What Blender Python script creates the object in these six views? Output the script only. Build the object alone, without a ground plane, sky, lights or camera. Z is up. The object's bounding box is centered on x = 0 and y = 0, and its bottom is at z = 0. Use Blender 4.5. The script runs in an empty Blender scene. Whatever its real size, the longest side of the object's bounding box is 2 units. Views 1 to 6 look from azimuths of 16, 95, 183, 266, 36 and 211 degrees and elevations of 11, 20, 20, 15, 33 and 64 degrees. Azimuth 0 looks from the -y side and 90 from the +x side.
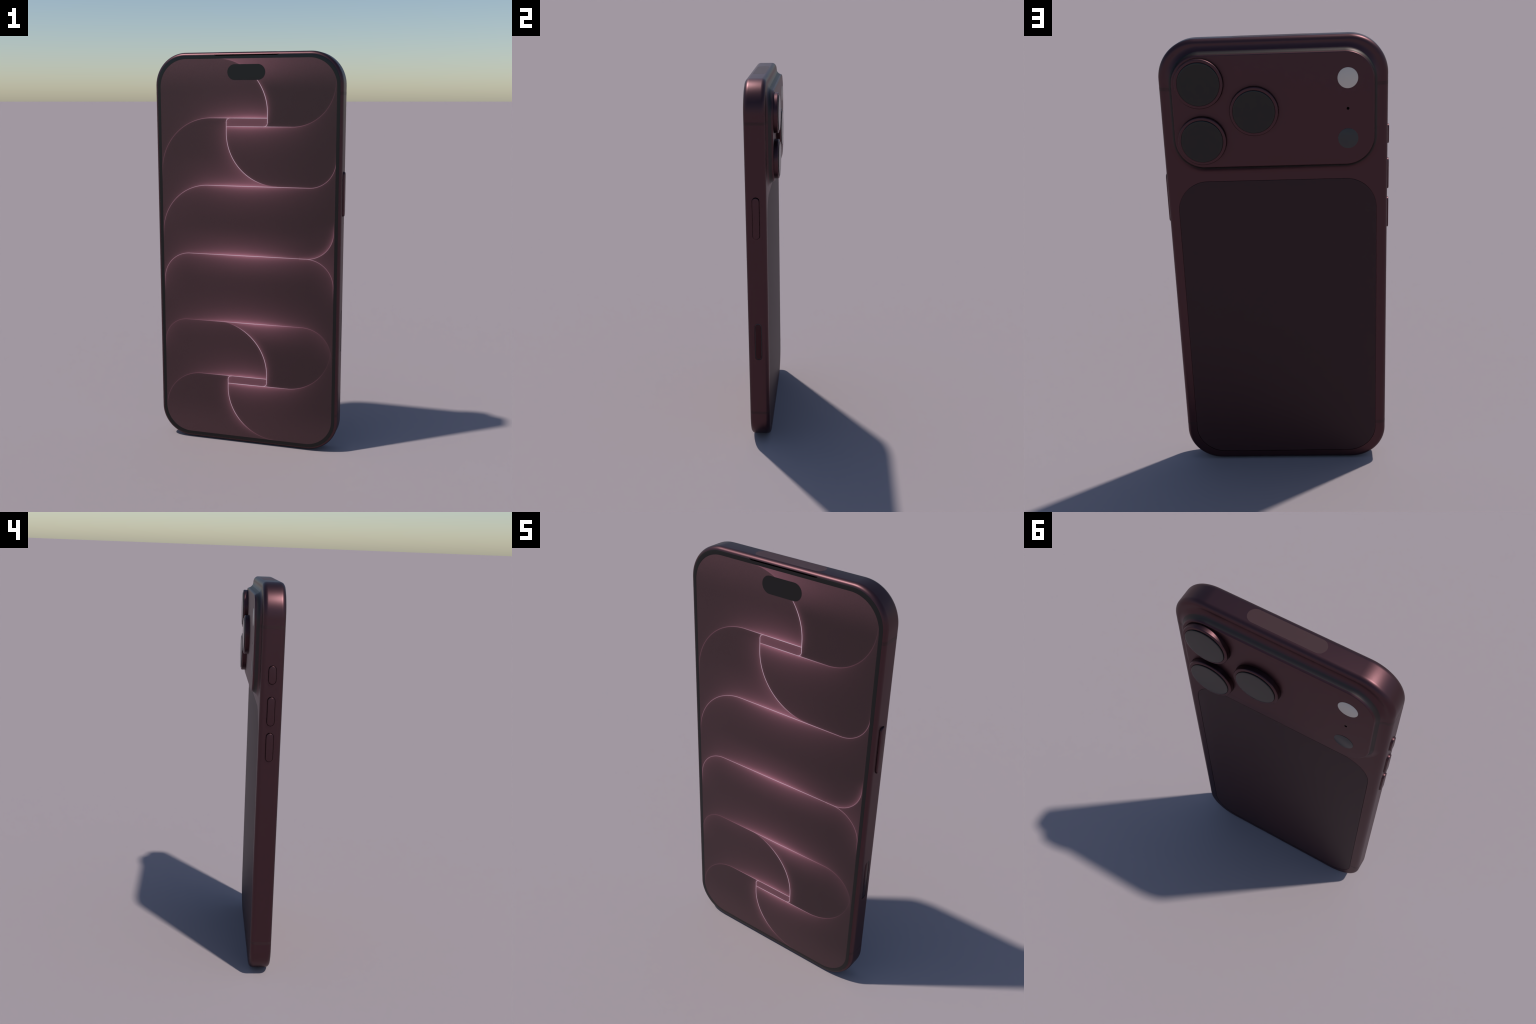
import bpy, bmesh, math
from mathutils import Vector

# ------------------------------------------------------------------ sizes (metres)
HALF_W = 0.4758            # frame half width
TOP, BOTTOM = 2.0, 0.0
CORNER_R = 0.160           # frame corner radius seen from the front
FRONT_Y, BACK_Y = -0.0836, 0.0237
GLASS_INSET = 0.0137       # front glass edge, measured from the frame outline
SCREEN_INSET_X, SCREEN_INSET_Z, SCREEN_R = 0.0296, 0.0315, 0.136
PLATE_Y = 0.0575           # camera plateau face
PLATE = dict(hw=0.4160, z0=1.4735, z1=1.9375, r=0.118)
PANEL = dict(hw=0.4290, z0=0.0445, z1=1.4025, r=0.132)
LENS_Y = 0.0842

# ------------------------------------------------------------------ node helpers
class X:
    """Scalar expression: each operation adds a Math node."""
    tree = None
    def __init__(self, sock): self.s = sock
    @staticmethod
    def op(kind, *args, clamp=False):
        n = X.tree.nodes.new('ShaderNodeMath'); n.operation = kind; n.use_clamp = clamp
        for i, a in enumerate(args):
            if isinstance(a, X): X.tree.links.new(a.s, n.inputs[i])
            else: n.inputs[i].default_value = a
        return X(n.outputs[0])
    def __add__(a, b): return X.op('ADD', a, b)
    __radd__ = __add__
    def __sub__(a, b): return X.op('SUBTRACT', a, b)
    def __rsub__(a, b): return X.op('SUBTRACT', b, a)
    def __mul__(a, b): return X.op('MULTIPLY', a, b)
    __rmul__ = __mul__
    def __truediv__(a, b): return X.op('DIVIDE', a, b)
    def __neg__(a): return X.op('MULTIPLY', a, -1.0)

def vmax(a, b): return X.op('MAXIMUM', a, b)
def vmin(a, b): return X.op('MINIMUM', a, b)
def vabs(a): return X.op('ABSOLUTE', a)
def less(a, b): return X.op('LESS_THAN', a, b)
def more(a, b): return X.op('GREATER_THAN', a, b)
def expo(a): return X.op('EXPONENT', a)
def step(a, lo, hi):
    n = X.tree.nodes.new('ShaderNodeMapRange'); n.interpolation_type = 'SMOOTHSTEP'
    X.tree.links.new(a.s, n.inputs['Value'])
    n.inputs['From Min'].default_value = lo; n.inputs['From Max'].default_value = hi
    return X(n.outputs['Result'])
def bump_at(x, x0, w):
    t = (x - x0) / w
    return expo(-(t * t))
def pick(cond, a, b): return a * cond + b * (1.0 - cond)

def material(name, color, rough=0.4, metal=0.0, spec=0.5, grain=0.0, coat=0.0):
    m = bpy.data.materials.new(name); m.use_nodes = True
    nt = m.node_tree; p = nt.nodes['Principled BSDF']
    p.inputs['Base Color'].default_value = (*color, 1)
    p.inputs['Roughness'].default_value = rough
    p.inputs['Metallic'].default_value = metal
    p.inputs['Specular IOR Level'].default_value = spec
    p.inputs['Coat Weight'].default_value = coat
    if grain > 0:       # fine anodised / etched grain: tiny tone variation
        tc = nt.nodes.new('ShaderNodeTexCoord')
        no = nt.nodes.new('ShaderNodeTexNoise'); no.inputs['Scale'].default_value = 420
        no.inputs['Detail'].default_value = 2
        nt.links.new(tc.outputs['Object'], no.inputs['Vector'])
        r = nt.nodes.new('ShaderNodeMapRange')
        r.inputs['To Min'].default_value = 1 - grain; r.inputs['To Max'].default_value = 1 + grain
        nt.links.new(no.outputs['Fac'], r.inputs['Value'])
        mx = nt.nodes.new('ShaderNodeVectorMath'); mx.operation = 'SCALE'
        mx.inputs[0].default_value = color
        nt.links.new(r.outputs['Result'], mx.inputs['Scale'])
        nt.links.new(mx.outputs[0], p.inputs['Base Color'])
    return m

METAL = material('anodised_burgundy_metal', (0.090, 0.044, 0.051), 0.42, 1.0, grain=0.05)
PANEL_MAT = material('frosted_back_glass', (0.040, 0.016, 0.019), 0.5, 0.0, 0.25, grain=0.05)
BLACK_GLASS = material('black_glass', (0.0015, 0.0015, 0.0015), 0.30, 0.0, 0.44)
LENS_MAT = material('lens_glass', (0.002, 0.002, 0.002), 0.20, 0.0, 0.5)
LENS_SIDE = material('lens_gasket', (0.004, 0.004, 0.005), 0.5, 0.0, 0.3)
PLASTIC = material('dark_antenna_plastic', (0.062, 0.051, 0.051), 0.50, 1.0)
BAND = material('antenna_band_plastic', (0.066, 0.034, 0.037), 0.44, 0.70, 0.3)
WINDOW = material('antenna_window_plastic', (0.052, 0.024, 0.026), 0.5, 0.0, 0.28)
VOID = material('dark_void', (0.001, 0.001, 0.001), 1.0, 0.0, 0.0)
FLASH = material('flash_diffuser', (0.64, 0.57, 0.50), 0.45, 0.0, 0.5)  # base colour tinted warm to cancel the bluish skylight on the shaded back
LIDAR = material('lidar_cover', (0.032, 0.032, 0.034), 0.35, 0.0, 0.5)
RIM = material('control_rim', (0.085, 0.080, 0.088), 0.35, 1.0)
SAPPHIRE = material('control_sapphire', (0.055, 0.024, 0.028), 0.35, 1.0, 0.5)

# ------------------------------------------------------------------ wallpaper
def screen_material():
    m = bpy.data.materials.new('lit_ribbon_wallpaper'); m.use_nodes = True
    nt = m.node_tree; X.tree = nt
    bs = nt.nodes['Principled BSDF']
    tc = nt.nodes.new('ShaderNodeTexCoord')
    sp = nt.nodes.new('ShaderNodeSeparateXYZ')
    nt.links.new(tc.outputs['Object'], sp.inputs[0])
    x, z = X(sp.outputs['X']), X(sp.outputs['Z'])

    def corner(cx, cz, r, sx, sz):
        """Signed distance to a line-arc-line bend round (cx, cz); + outside."""
        a = vmax((x - cx) * sx, 0.0); b = vmax((z - cz) * sz, 0.0)
        return X.op('SQRT', a * a + b * b) - r

    line = []      # (amount) bright hairlines
    glow = []      # (amount) soft light beside them

    def stroke(s, mask, w, width=0.0016):
        d = vabs(s)
        line.append(step(d, width * 1.55, width * 0.30) * mask * w)
        glow.append(expo(d * (-1 / 0.006)) * mask * w * 0.26)      # tight halo at the line
    def shine(s, side, mask, w, reach):
        """Light falling off on one side of a curve."""
        d = s * side
        glow.append(expo(vmax(d, 0.0) * (-1.0 / reach)) * more(d, 0.0) * mask * w)
    def ribbon(s, side, mask, x0, spread, w):
        """Tight, medium and wide light on one side of a ribbon edge, brightest at x0."""
        shine(s, side, mask, bump_at(x, x0, spread * 0.85) * (w * 0.80), 0.007)
        shine(s, side, mask, bump_at(x, x0, spread) * (w * 0.62), 0.026)
        shine(s, side, mask, bump_at(x, x0, spread * 1.5) * (w * 0.28), 0.080)

    A = corner(-0.1814, 1.4215, 0.2630, -1, 1)        # upper knot, left-going ribbon
    B = -corner(0.2308, 1.8533, 0.2103, 1, -1)        # upper knot, right-going ribbon
    K = -corner(0.215, 0.540, 0.2205, 1, -1)          # lower knot, right-going ribbon
    I = corner(-0.2478, 0.1640, 0.1965, -1, 1)        # lower knot, left-going ribbon
    leftC = corner(-0.153, 1.7104, 0.2600, 1, 1)      # blades of the knots
    rightD = corner(0.155, 1.612, 0.258, -1, -1)
    leftH = corner(-0.1653, 0.3808, 0.2713, 1, 1)
    rightJ = corner(0.1641, 0.296, 0.266, -1, -1)
    inC, inD = less(leftC, 0.0), less(rightD, 0.0)
    inH, inJ = less(leftH, 0.0), less(rightJ, 0.0)

    # --- upper knot
    mA = less(x, 0.107) * step(z, 1.34, 1.52)
    stroke(A, mA, bump_at(x, 0.03, 0.22) * 0.80 + 0.20)
    ribbon(A, 1, mA * inC, 0.02, 0.17, 0.95)
    mB = more(x, -0.103) * step(z, 1.92, 1.74)
    stroke(B, mB, bump_at(x, 0.02, 0.22) * 0.82 + 0.09)
    ribbon(B, -1, mB * inD, -0.01, 0.19, 0.90)
    mC = more(z, 1.663) * more(x, -0.153)
    stroke(leftC, mC, 0.22 + 0.70 * step(z, 1.95, 1.82), 0.0017)
    beyondC = more(B, 0.0) * step(z, 1.60, 1.72)
    shine(leftC, 1, beyondC, 0.42 * bump_at(z, 1.76, 0.11), 0.011)
    shine(leftC, 1, mC, 0.52 * step(z, 1.82, 1.98), 0.12)
    mD = less(z, 1.665) * less(x, 0.155) * more(z, 1.34)
    stroke(rightD, mD, 0.18 + 0.68 * step(x, 0.15, 0.0), 0.0017)
    beyondD = less(A, 0.0) * step(z, 1.345, 1.36) * less(x, 0.155)
    shine(rightD, 1, beyondD, 0.29 * step(x, 0.16, 0.02) * step(z, 1.72, 1.62), 0.042)
    for cx, cz, sx, sz in ((0.087, 1.663, 1, -1), (-0.083, 1.6645, -1, 1),
                           (0.086, 0.340, 1, -1), (-0.082, 0.340, -1, 1)):
        k = corner(cx, cz, 0.020, sx, sz)
        stroke(k, more((x - cx) * sx, -0.002) * more((z - cz) * sz, -0.004) *
               less(vabs(x - cx), 0.03) * less(vabs(z - cz), 0.03), 0.8, 0.0017)
    for zc in (1.6637, 0.340):
        glow.append(less(vabs(x - 0.002), 0.105) * less(vabs(z - zc), 0.0205) * 0.43)

    # --- middle ribbons
    mid = less(x, 0.05)
    E = pick(mid, corner(-0.203, 1.110, 0.241, -1, 1), -corner(0.3174, 1.4809, 0.1300, 1, -1))
    mE = step(z, 1.05, 1.20) * step(z, 1.56, 1.44)
    stroke(E, mE, bump_at(x, 0.0, 0.34) * 0.74 + 0.22)
    ribbon(E, 1, mE * (1.0 - inD * 0.80), -0.02, 0.21, 0.92)
    ribbon(E, -1, mE, 0.0, 0.20, 0.90)
    Fl = corner(-0.3045, 0.863, 0.1370, -1, 1)
    Fu = pick(mid, Fl, -corner(0.308, 1.1344, 0.1340, 1, -1))
    Fd = pick(mid, Fl, corner(0.305, 0.861, 0.1390, 1, 1))
    mU = step(z, 0.78, 0.90) * step(z, 1.20, 1.08)
    stroke(Fu, mU, bump_at(x, 0.0, 0.36) * 0.70 + 0.28)
    stroke(Fd, mU * more(x, 0.27), 0.32 + 0.3 * bump_at(x, 0.28, 0.10))
    ribbon(Fu, 1, mU, -0.03, 0.22, 1.08)
    shine(Fu, 1, mU * step(x, 0.26, 0.36), 0.46, 0.012)
    ribbon(Fd, -1, step(z, 0.80, 0.94), 0.0, 0.20, 0.82)
    shine(Fd, -1, step(z, 0.70, 0.95), 0.14, 0.045)
    shine(Fd, 1, step(x, 0.26, 0.34) * less(Fu, 0.0) * step(z, 0.80, 0.92), 0.17, 0.10)
    G = pick(mid, corner(-0.3234, 0.5285, 0.1205, -1, 1), corner(0.288, 0.497, 0.1525, 1, 1))
    mG = step(z, 0.46, 0.58)
    stroke(G, mG, bump_at(x, 0.02, 0.22) * 0.80 + 0.13 * step(x, 0.47, 0.32))
    ribbon(G, 1, step(z, 0.50, 0.62), 0.0, 0.21, 1.00)
    ribbon(G, -1, step(z, 0.46, 0.60) * (1.0 - inH), 0.06, 0.15, 0.90)
    shine(G, -1, step(z, 0.42, 0.60), 0.12, 0.045)

    # --- lower knot
    mK = more(x, -0.102) * step(z, 0.62, 0.50)
    stroke(K, mK, bump_at(x, 0.0, 0.20) * 0.75 + 0.24 * step(x, 0.48, 0.22))
    ribbon(K, -1, mK * inJ, 0.02, 0.17, 0.90)
    mH = more(x, -0.165) * more(z, 0.340)
    stroke(leftH, mH, 0.15 + 0.70 * step(x, -0.12, 0.03), 0.0017)
    shine(leftH, 1, less(G, 0.0) * more(K, 0.0) * more(x, -0.165), 0.36 * step(z, 0.66, 0.52) * step(z, 0.26, 0.38), 0.013)
    mI = less(x, 0.106) * step(z, 0.12, 0.22)
    stroke(I, mI, bump_at(x, 0.02, 0.22) * 0.82 + 0.11)
    ribbon(I, 1, mI * inH, 0.0, 0.17, 0.90)
    mJ = less(z, 0.340) * less(x, 0.164)
    stroke(rightJ, mJ, 0.12 + 0.70 * step(z, 0.03, 0.16), 0.0017)
    shine(rightJ, 1, less(I, 0.0) * less(x, 0.164), 0.34 * step(z, 0.02, 0.12) * step(z, 0.40, 0.30), 0.022)

    L = line[0]
    for l in line[1:]: L = vmax(L, l)
    Gl = glow[0]
    for g in glow[1:]: Gl = Gl + g
    # broad tones of the wallpaper itself: warmer left, top and bottom; darker at right middle
    base = (0.58 + 0.22 * step(x, 0.45, -0.35) + 0.70 * step(z, 1.80, 2.0)
            + 0.25 * step(z, 0.25, 0.05))
    no = nt.nodes.new('ShaderNodeTexNoise'); no.inputs['Scale'].default_value = 260
    no.inputs['Detail'].default_value = 3
    nt.links.new(tc.outputs['Object'], no.inputs['Vector'])
    base = base * (0.78 + 0.44 * X(no.outputs['Fac']))

    def scaled(col, fac):
        v = nt.nodes.new('ShaderNodeVectorMath'); v.operation = 'SCALE'
        v.inputs[0].default_value = col
        nt.links.new(fac.s, v.inputs['Scale']); return v.outputs[0]
    def add(a, b):
        v = nt.nodes.new('ShaderNodeVectorMath'); v.operation = 'ADD'
        nt.links.new(a, v.inputs[0]); nt.links.new(b, v.inputs[1]); return v.outputs[0]
    body = add(scaled((0.068, 0.030, 0.034), base), scaled((0.330, 0.120, 0.155), Gl))  # dark tone lightened slightly: glass reflection lost to low specular, painted in
    mix = nt.nodes.new('ShaderNodeMix'); mix.data_type = 'RGBA'
    nt.links.new(X.op('MULTIPLY', L, 1.0, clamp=True).s, mix.inputs['Factor'])
    nt.links.new(body, mix.inputs['A'])
    ramp = nt.nodes.new('ShaderNodeValToRGB')
    ramp.color_ramp.elements[0].color = (0.50, 0.18, 0.24, 1)
    ramp.color_ramp.elements[0].position = 0.2
    ramp.color_ramp.elements[1].color = (0.90, 0.70, 0.76, 1)
    nt.links.new(L.s, ramp.inputs['Fac'])
    nt.links.new(ramp.outputs['Color'], mix.inputs['B'])
    nt.links.new(mix.outputs['Result'], bs.inputs['Base Color'])
    bs.inputs['Roughness'].default_value = 0.32
    bs.inputs['Specular IOR Level'].default_value = 0.36
    return m

# ------------------------------------------------------------------ mesh helpers
phone = bpy.data.objects.new('smartphone', None)
bpy.context.scene.collection.objects.link(phone)
phone['label'] = 'upright burgundy smartphone with triple camera and ribbon wallpaper'
phone['category'] = 'smartphone'

def rounded_rect(hw, z0, z1, r, seg=28):
    """Outline points (x, z), counter-clockwise seen from the front (-y)."""
    pts = []
    for cx, cz, a0 in ((hw - r, z0 + r, -90), (hw - r, z1 - r, 0),
                       (-hw + r, z1 - r, 90), (-hw + r, z0 + r, 180)):
        for i in range(seg + 1):
            a = math.radians(a0 + 90 * i / seg)
            pts.append((cx + r * math.cos(a), cz + r * math.sin(a)))
    return pts

def body_outline(inset, seg=28):
    return rounded_rect(HALF_W - inset, BOTTOM + inset, TOP - inset, CORNER_R - inset, seg)

def finish(name, bm, mats, parent=phone, angle=35, kind=None):
    bmesh.ops.recalc_face_normals(bm, faces=bm.faces)
    me = bpy.data.meshes.new(name); bm.to_mesh(me); bm.free()
    for m in (mats if isinstance(mats, (list, tuple)) else [mats]): me.materials.append(m)
    for p in me.polygons: p.use_smooth = True
    me.set_sharp_from_angle(angle=math.radians(angle))
    o = bpy.data.objects.new(name, me)
    bpy.context.scene.collection.objects.link(o)
    if parent: o.parent = parent
    return o

def loft(bm, rings, cap_first=True, cap_last=True, closed=False):
    """rings: list of (points2d, y) or lists of 3D points, all the same length."""
    rows = []
    for pts, y in rings:
        rows.append([bm.verts.new((p[0], y, p[1])) for p in pts])
    n = len(rows[0])
    for a, b in zip(rows, rows[1:]):
        for i in range(n):
            bm.faces.new((a[i], a[(i + 1) % n], b[(i + 1) % n], b[i]))
    if closed:
        for i in range(n):
            bm.faces.new((rows[-1][i], rows[-1][(i + 1) % n], rows[0][(i + 1) % n], rows[0][i]))
    if cap_first: bm.faces.new(rows[0])
    if cap_last: bm.faces.new(rows[-1])
    return rows

def arc_profile(c, r, a0, a1, n):
    return [(c[0] + r[0] * math.cos(math.radians(a0 + (a1 - a0) * i / n)),
             c[1] + r[1] * math.sin(math.radians(a0 + (a1 - a0) * i / n))) for i in range(n + 1)]

def stadium(cy, cz, half_w, half_l, seg=14):
    """Closed outline in (y, z), long axis z."""
    pts = []
    for s, a0 in ((1, 0), (-1, 180)):
        for i in range(seg + 1):
            a = math.radians(a0 + 180 * i / seg)
            pts.append((cy + half_w * math.cos(a), cz + s * (half_l - half_w) + half_w * math.sin(a)))
    return pts

def prism(bm, outlines, to3d):
    rows = [[bm.verts.new(to3d(p, h)) for p in pts] for pts, h in outlines]
    n = len(rows[0])
    for a, b in zip(rows, rows[1:]):
        for i in range(n):
            bm.faces.new((a[i], a[(i + 1) % n], b[(i + 1) % n], b[i]))
    bm.faces.new(rows[0]); bm.faces.new(rows[-1])

def cut(target, bm):
    bmesh.ops.recalc_face_normals(bm, faces=bm.faces)
    me = bpy.data.meshes.new('cutter'); bm.to_mesh(me); bm.free()
    c = bpy.data.objects.new('cutter', me)
    bpy.context.scene.collection.objects.link(c)
    m = target.modifiers.new('cut', 'BOOLEAN'); m.object = c; m.operation = 'DIFFERENCE'; m.solver = 'EXACT'
    dg = bpy.context.evaluated_depsgraph_get(); dg.update()
    new = bpy.data.meshes.new_from_object(target.evaluated_get(dg))
    target.modifiers.clear()
    old = target.data; target.data = new; new.name = target.name
    bpy.data.meshes.remove(old)
    bpy.data.objects.remove(c); bpy.data.meshes.remove(me)
    for p in new.polygons: p.use_smooth = True
    new.set_sharp_from_angle(angle=math.radians(35))

# ------------------------------------------------------------------ frame
# (inset from the outline, y), from the front glass pocket round the side to the back
FRONT_ROUND = arc_profile((0.0170, -0.0605), (0.0170, 0.0224), 260, 180, 9)   # lip -> side
BACK_ROUND = arc_profile((0.0225, 0.0), (0.0225, BACK_Y), 180, 90, 12)        # side -> back
SIDE = FRONT_ROUND + BACK_ROUND
bm = bmesh.new()
prof = [(GLASS_INSET - 0.0006, -0.0720)] + SIDE
loft(bm, [(body_outline(i), y) for i, y in prof])
frame = finish('metal_frame', bm, METAL)

# pockets for the side controls (+x / -x) and openings along the bottom edge
SIDE_KEYS = [  # name, side, z0, z1
    ('power_button', 1, 1.2104, 1.4319), ('camera_control', 1, 0.5256, 0.7394),
    ('action_button', -1, 1.5363, 1.6258), ('volume_button', -1, 1.3368, 1.4784),
    ('volume_button', -1, 1.1618, 1.3047)]
KEY_Y, KEY_HW, GAP = -0.0302, 0.0195, 0.0026
for name, sd, z0, z1 in SIDE_KEYS:
    b = bmesh.new()
    out = stadium(KEY_Y, (z0 + z1) / 2, KEY_HW, (z1 - z0) / 2)
    prism(b, [(out, sd * (HALF_W - 0.012)), (out, sd * (HALF_W + 0.02))], lambda p, h: (h, p[0], p[1]))
    cut(frame, b)
def bottom_cut(cx, hx, hy):
    b = bmesh.new()
    out = stadium(cx, KEY_Y, hx, hy) if hy > hx else [(q[1] - KEY_Y + cx, q[0] - cx + KEY_Y)
                                                      for q in stadium(cx, KEY_Y, hy, hx)]
    prism(b, [(out, -0.02), (out, 0.02)], lambda p, h: (p[0], p[1], h))
    cut(frame, b)
bottom_cut(0.0, 0.056, 0.0165)                         # charging port
for k in range(5):                                     # speaker and microphone holes
    for s in (-1, 1):
        bottom_cut(s * (0.135 + 0.032 * k), 0.0085, 0.0086)

# buttons
for name, sd, z0, z1 in SIDE_KEYS:
    b = bmesh.new()
    zc, hl = (z0 + z1) / 2, (z1 - z0) / 2
    if name != 'camera_control':
        rings = [(0.0, -0.0115), (0.0, 0.0055), (0.0006, 0.0068), (0.0016, 0.0075), (0.0030, 0.0078)]
        prism(b, [(stadium(KEY_Y, zc, KEY_HW - GAP - i, hl - GAP - i), sd * (HALF_W + h)) for i, h in rings],
              lambda p, h: (h, p[0], p[1]))
        finish(name, b, METAL, angle=50)
    else:
        e = bpy.data.objects.new('camera_control', None); e.parent = phone
        bpy.context.scene.collection.objects.link(e)
        # thin rim (ring) and a slightly sunk sapphire face
        g = 0.0011
        for nm, mt, rings in (('control_rim', RIM, [(0.0, -0.0115), (0.0, -0.0012), (0.0008, -0.0006),
                                                    (0.0026, -0.0006), (0.0030, -0.0014), (0.0030, -0.0115)]),
                              ('control_face', SAPPHIRE, [(0.0032, -0.0114), (0.0032, -0.0014), (0.0038, -0.0010)])):
            b = bmesh.new()
            prism(b, [(stadium(KEY_Y, zc, KEY_HW - g - i, hl - g - i), sd * (HALF_W + h)) for i, h in rings],
                  lambda p, h: (h, p[0], p[1]))
            finish(nm, b, mt, parent=e, angle=50)

# ------------------------------------------------------------------ front: bezel, screen, cutout, earpiece
def screen_outline(off=0.0):
    return rounded_rect(HALF_W - SCREEN_INSET_X - off, SCREEN_INSET_Z + off, TOP - SCREEN_INSET_Z - off, SCREEN_R - off)
bm = bmesh.new()
loft(bm, [(body_outline(GLASS_INSET), -0.0722), (body_outline(GLASS_INSET), FRONT_Y + 0.0010),
          (body_outline(GLASS_INSET + 0.0004), FRONT_Y + 0.0003), (body_outline(GLASS_INSET + 0.0012), FRONT_Y),
          (screen_outline(), FRONT_Y), (screen_outline(), -0.0722)], False, False, closed=True)
bezel = finish('screen_bezel', bm, BLACK_GLASS)
bm = bmesh.new()
loft(bm, [(screen_outline(0.0001), -0.0725), (screen_outline(0.0001), FRONT_Y)])
finish('screen', bm, screen_material())

def pill_x(cx, cz, hx, hz, seg=20):
    pts = []
    for s, a0 in ((1, -90), (-1, 90)):
        for i in range(seg + 1):
            a = math.radians(a0 + 180 * i / seg)
            pts.append((cx + s * (hx - hz) + hz * math.cos(a), cz + hz * math.sin(a)))
    return pts
bm = bmesh.new()
loft(bm, [(pill_x(0, 1.9038, 0.0955, 0.0372), -0.0830), (pill_x(0, 1.9038, 0.0955, 0.0372), FRONT_Y - 0.0005)])
finish('front_camera_cutout', bm, BLACK_GLASS)
# earpiece: a narrow tapered slot cut between glass and frame
SLOT = [(-0.152, 1.9822), (0.152, 1.9822), (0.158, 1.9838), (0.1645, 1.9872), (-0.1645, 1.9872), (-0.158, 1.9838)]
for target in (bezel, frame):
    b = bmesh.new(); loft(b, [(SLOT, -0.045), (SLOT, FRONT_Y - 0.01)]); cut(target, b)
bm = bmesh.new()
loft(bm, [(SLOT, -0.0449), (SLOT, -0.0620)])
finish('earpiece_slot', bm, VOID)

# ------------------------------------------------------------------ back panel
def rr(d, off=0.0): return rounded_rect(d['hw'] + off, d['z0'] - off, d['z1'] + off, d['r'] + off)
b = bmesh.new()
loft(b, [(rr(PANEL, 0.0012), BACK_Y - 0.004), (rr(PANEL, 0.0012), BACK_Y + 0.02)])
cut(frame, b)
bm = bmesh.new()
loft(bm, [(rr(PANEL, -0.0006), BACK_Y - 0.0041), (rr(PANEL, -0.0006), BACK_Y - 0.0006),
          (rr(PANEL, -0.0014), BACK_Y - 0.0001), (rr(PANEL, -0.0024), BACK_Y)], cap_first=False)
finish('back_panel', bm, PANEL_MAT)

# ------------------------------------------------------------------ camera plateau: face + lip, plastic ring, fillet
LIP = [(-0.0040, PLATE_Y), (-0.0018, PLATE_Y - 0.0002), (-0.0004, PLATE_Y - 0.0012),
       (0.0004, PLATE_Y - 0.0028), (0.0024, 0.0500)]
RING = [(0.0024, 0.0500), (0.0034, 0.0472), (0.0050, 0.0435), (0.0075, 0.0395), (0.0108, 0.0358), (0.0135, 0.0338)]
FILLET = [(0.0135, 0.0338), (0.0165, 0.0314), (0.0200, 0.0290), (0.0240, 0.0269), (0.0280, 0.0254),
          (0.0320, 0.0243), (0.0345, 0.0239), (0.0372, 0.02366)]
bm = bmesh.new()
loft(bm, [(rr(PLATE, o), y) for o, y in LIP] + [(rr(PLATE, -0.002), 0.0500)])
plateau = finish('camera_plateau', bm, METAL)
bm = bmesh.new(); loft(bm, [(rr(PLATE, o), y) for o, y in RING], False, False)
finish('antenna_ring', bm, PLASTIC)
bm = bmesh.new(); loft(bm, [(rr(PLATE, o), y) for o, y in FILLET], False, False)
finish('plateau_fillet', bm, METAL)

# ------------------------------------------------------------------ lenses, flash, sensor, microphone
def circle(cx, cz, r, n=96):
    return [(cx + r * math.cos(2 * math.pi * i / n), cz + r * math.sin(2 * math.pi * i / n)) for i in range(n)]
LENSES = [(0.3010, 1.8255), (0.3005, 1.5900), (0.0790, 1.7075)]
for cx, cz in LENSES:
    b = bmesh.new()
    loft(b, [(circle(cx, cz, 0.1026), PLATE_Y - 0.005), (circle(cx, cz, 0.1026), PLATE_Y + 0.02)])
    cut(plateau, b)
b = bmesh.new()
loft(b, [(circle(-0.308, 1.7070, 0.0058, 32), PLATE_Y - 0.008), (circle(-0.308, 1.7070, 0.0058, 32), PLATE_Y + 0.02)])
cut(plateau, b)
bm = bmesh.new()
loft(bm, [(circle(-0.308, 1.7070, 0.0056, 32), PLATE_Y - 0.0079), (circle(-0.308, 1.7070, 0.0056, 32), PLATE_Y - 0.002)])
finish('microphone_hole', bm, VOID)

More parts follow.
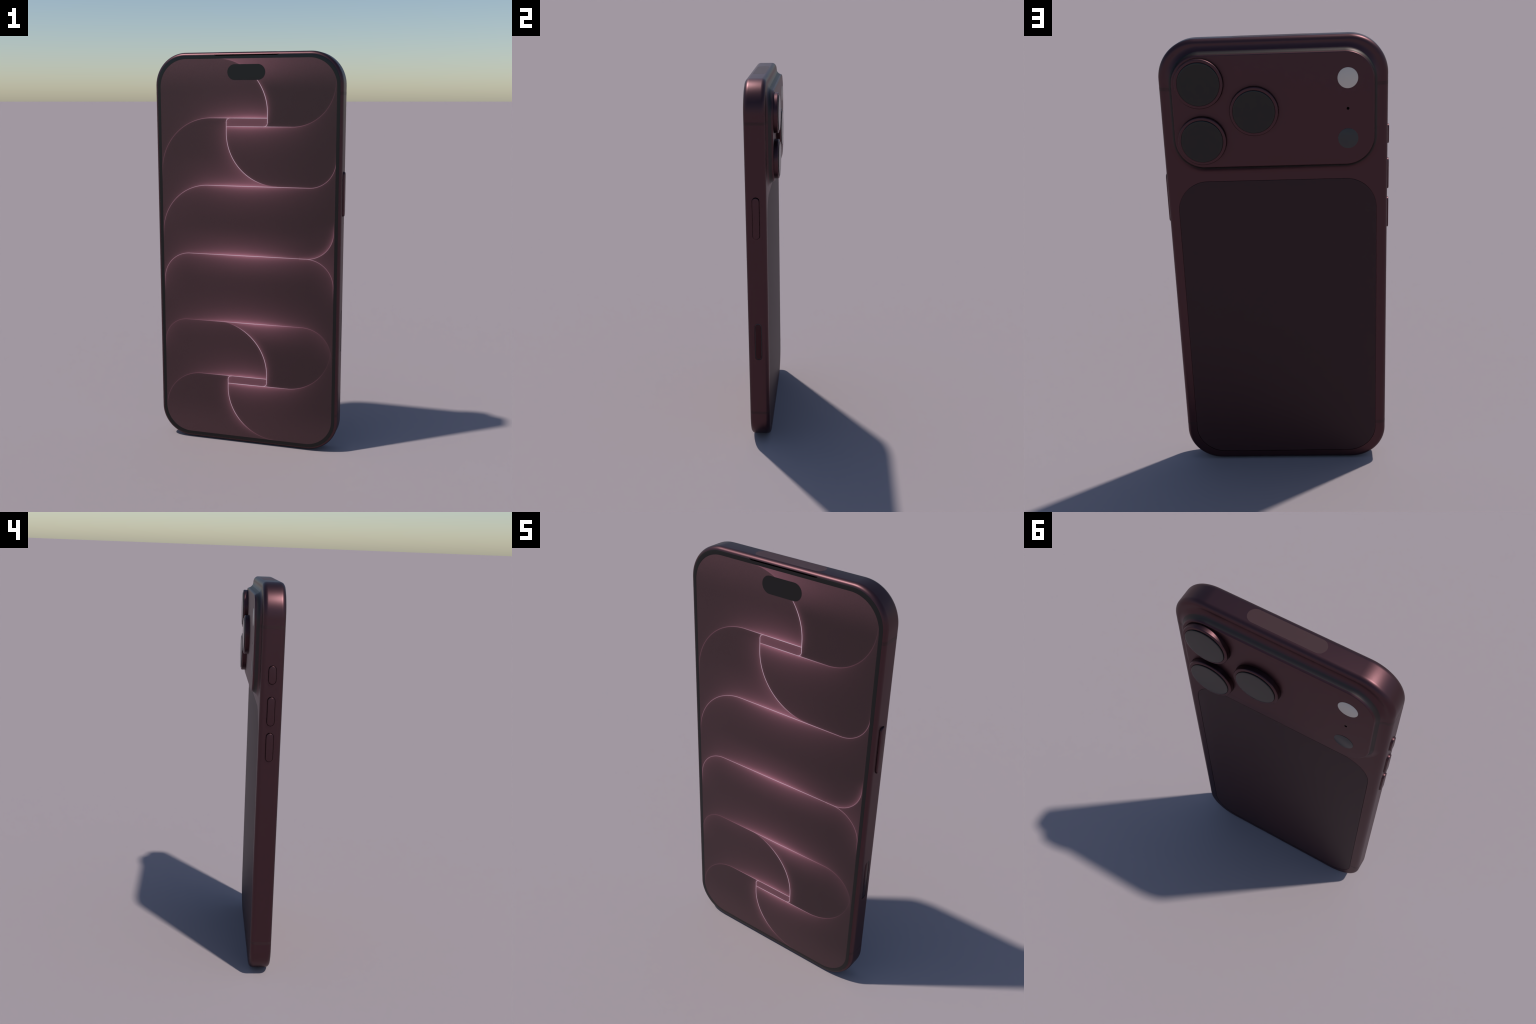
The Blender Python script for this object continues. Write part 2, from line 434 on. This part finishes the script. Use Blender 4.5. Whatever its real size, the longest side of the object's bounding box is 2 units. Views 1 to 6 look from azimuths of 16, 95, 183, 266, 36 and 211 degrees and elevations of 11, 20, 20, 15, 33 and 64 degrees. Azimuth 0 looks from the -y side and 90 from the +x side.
ring_mesh = glass_mesh = None
for cx, cz in LENSES:
    lens = bpy.data.objects.new('camera_lens', None); lens.parent = phone
    lens.location = (cx, 0, cz)
    bpy.context.scene.collection.objects.link(lens)
    if ring_mesh is None:
        bm = bmesh.new()
        prof = [(0.1010, PLATE_Y - 0.0049), (0.1010, 0.0741)] + \
               [(0.0964 + 0.0046 * math.cos(t), 0.0749 + 0.0052 * math.sin(t))
                for t in [math.radians(90 * k / 7) for k in range(8)]] + \
               [(0.0886, 0.0801), (0.0880, 0.0790), (0.0880, 0.0770)]
        loft(bm, [(circle(0, 0, r), y) for r, y in prof])
        ring = finish('lens_ring', bm, METAL, parent=lens); ring_mesh = ring.data
        bm = bmesh.new()
        rows = loft(bm, [(circle(0, 0, r), y) for r, y in
                         ((0.0872, 0.0771), (0.0872, 0.0825), (0.0868, 0.0833), (0.0858, 0.0838),
                          (0.0838, 0.0841), (0.0790, LENS_Y))])
        for f in bm.faces:
            f.material_index = 1 if f.calc_center_median().y < 0.0822 and len(f.verts) == 4 else 0
        glass = finish('lens_glass', bm, [LENS_MAT, LENS_SIDE], parent=lens); glass_mesh = glass.data
    else:
        for nm, me in (('lens_ring', ring_mesh), ('lens_glass', glass_mesh)):
            o = bpy.data.objects.new(nm, me); o.parent = lens
            bpy.context.scene.collection.objects.link(o)
for nm, cz, mt in (('flash', 1.8312, FLASH), ('depth_sensor', 1.5828, LIDAR)):
    bm = bmesh.new()
    loft(bm, [(circle(-0.308, cz, 0.0418), PLATE_Y - 0.002), (circle(-0.308, cz, 0.0418), PLATE_Y + 0.0006),
              (circle(-0.308, cz, 0.0412), PLATE_Y + 0.0009)])
    finish(nm, bm, mt)

# ------------------------------------------------------------------ antenna bands and top window
def band(sd, zc, half, prof):
    bm = bmesh.new()
    rows = []
    n = len(prof)
    def off(k, d):
        a = prof[max(k - 1, 0)]; b = prof[min(k + 1, n - 1)]
        t = Vector((b[0] - a[0], b[1] - a[1])).normalized()
        nx, ny = -t.y, t.x                       # outward of the profile (inset falls, y grows)
        return prof[k][0] + nx * d, prof[k][1] + ny * d
    for k in range(n):
        q = []
        for d, dz in ((-0.002, -half), (0.0002, -half), (0.0002, half), (-0.002, half)):
            i, y = off(k, d)
            q.append(bm.verts.new((sd * (HALF_W - i), y, zc + dz)))
        rows.append(q)
    for a, b in zip(rows, rows[1:]):
        for i in range(4): bm.faces.new((a[i], a[(i + 1) % 4], b[(i + 1) % 4], b[i]))
    bm.faces.new(rows[0]); bm.faces.new(rows[-1])
    finish('antenna_band', bm, BAND)
edge = HALF_W - PLATE['hw']
up_prof = SIDE[:-1] + [(edge - o, y) for o, y in reversed(FILLET[:-1])]
low_prof = SIDE + [(0.0470, BACK_Y)]
for sd in (1, -1):
    band(sd, 1.8015, 0.0075, up_prof)
    band(sd, 0.2000, 0.0075, low_prof)
bm = bmesh.new()
win = pill_x(0, -0.0308, 0.1640, 0.0320)
prism(bm, [(win, TOP - 0.004), (win, TOP + 0.0002)], lambda p, h: (p[0], p[1], h))
finish('antenna_window', bm, WINDOW)
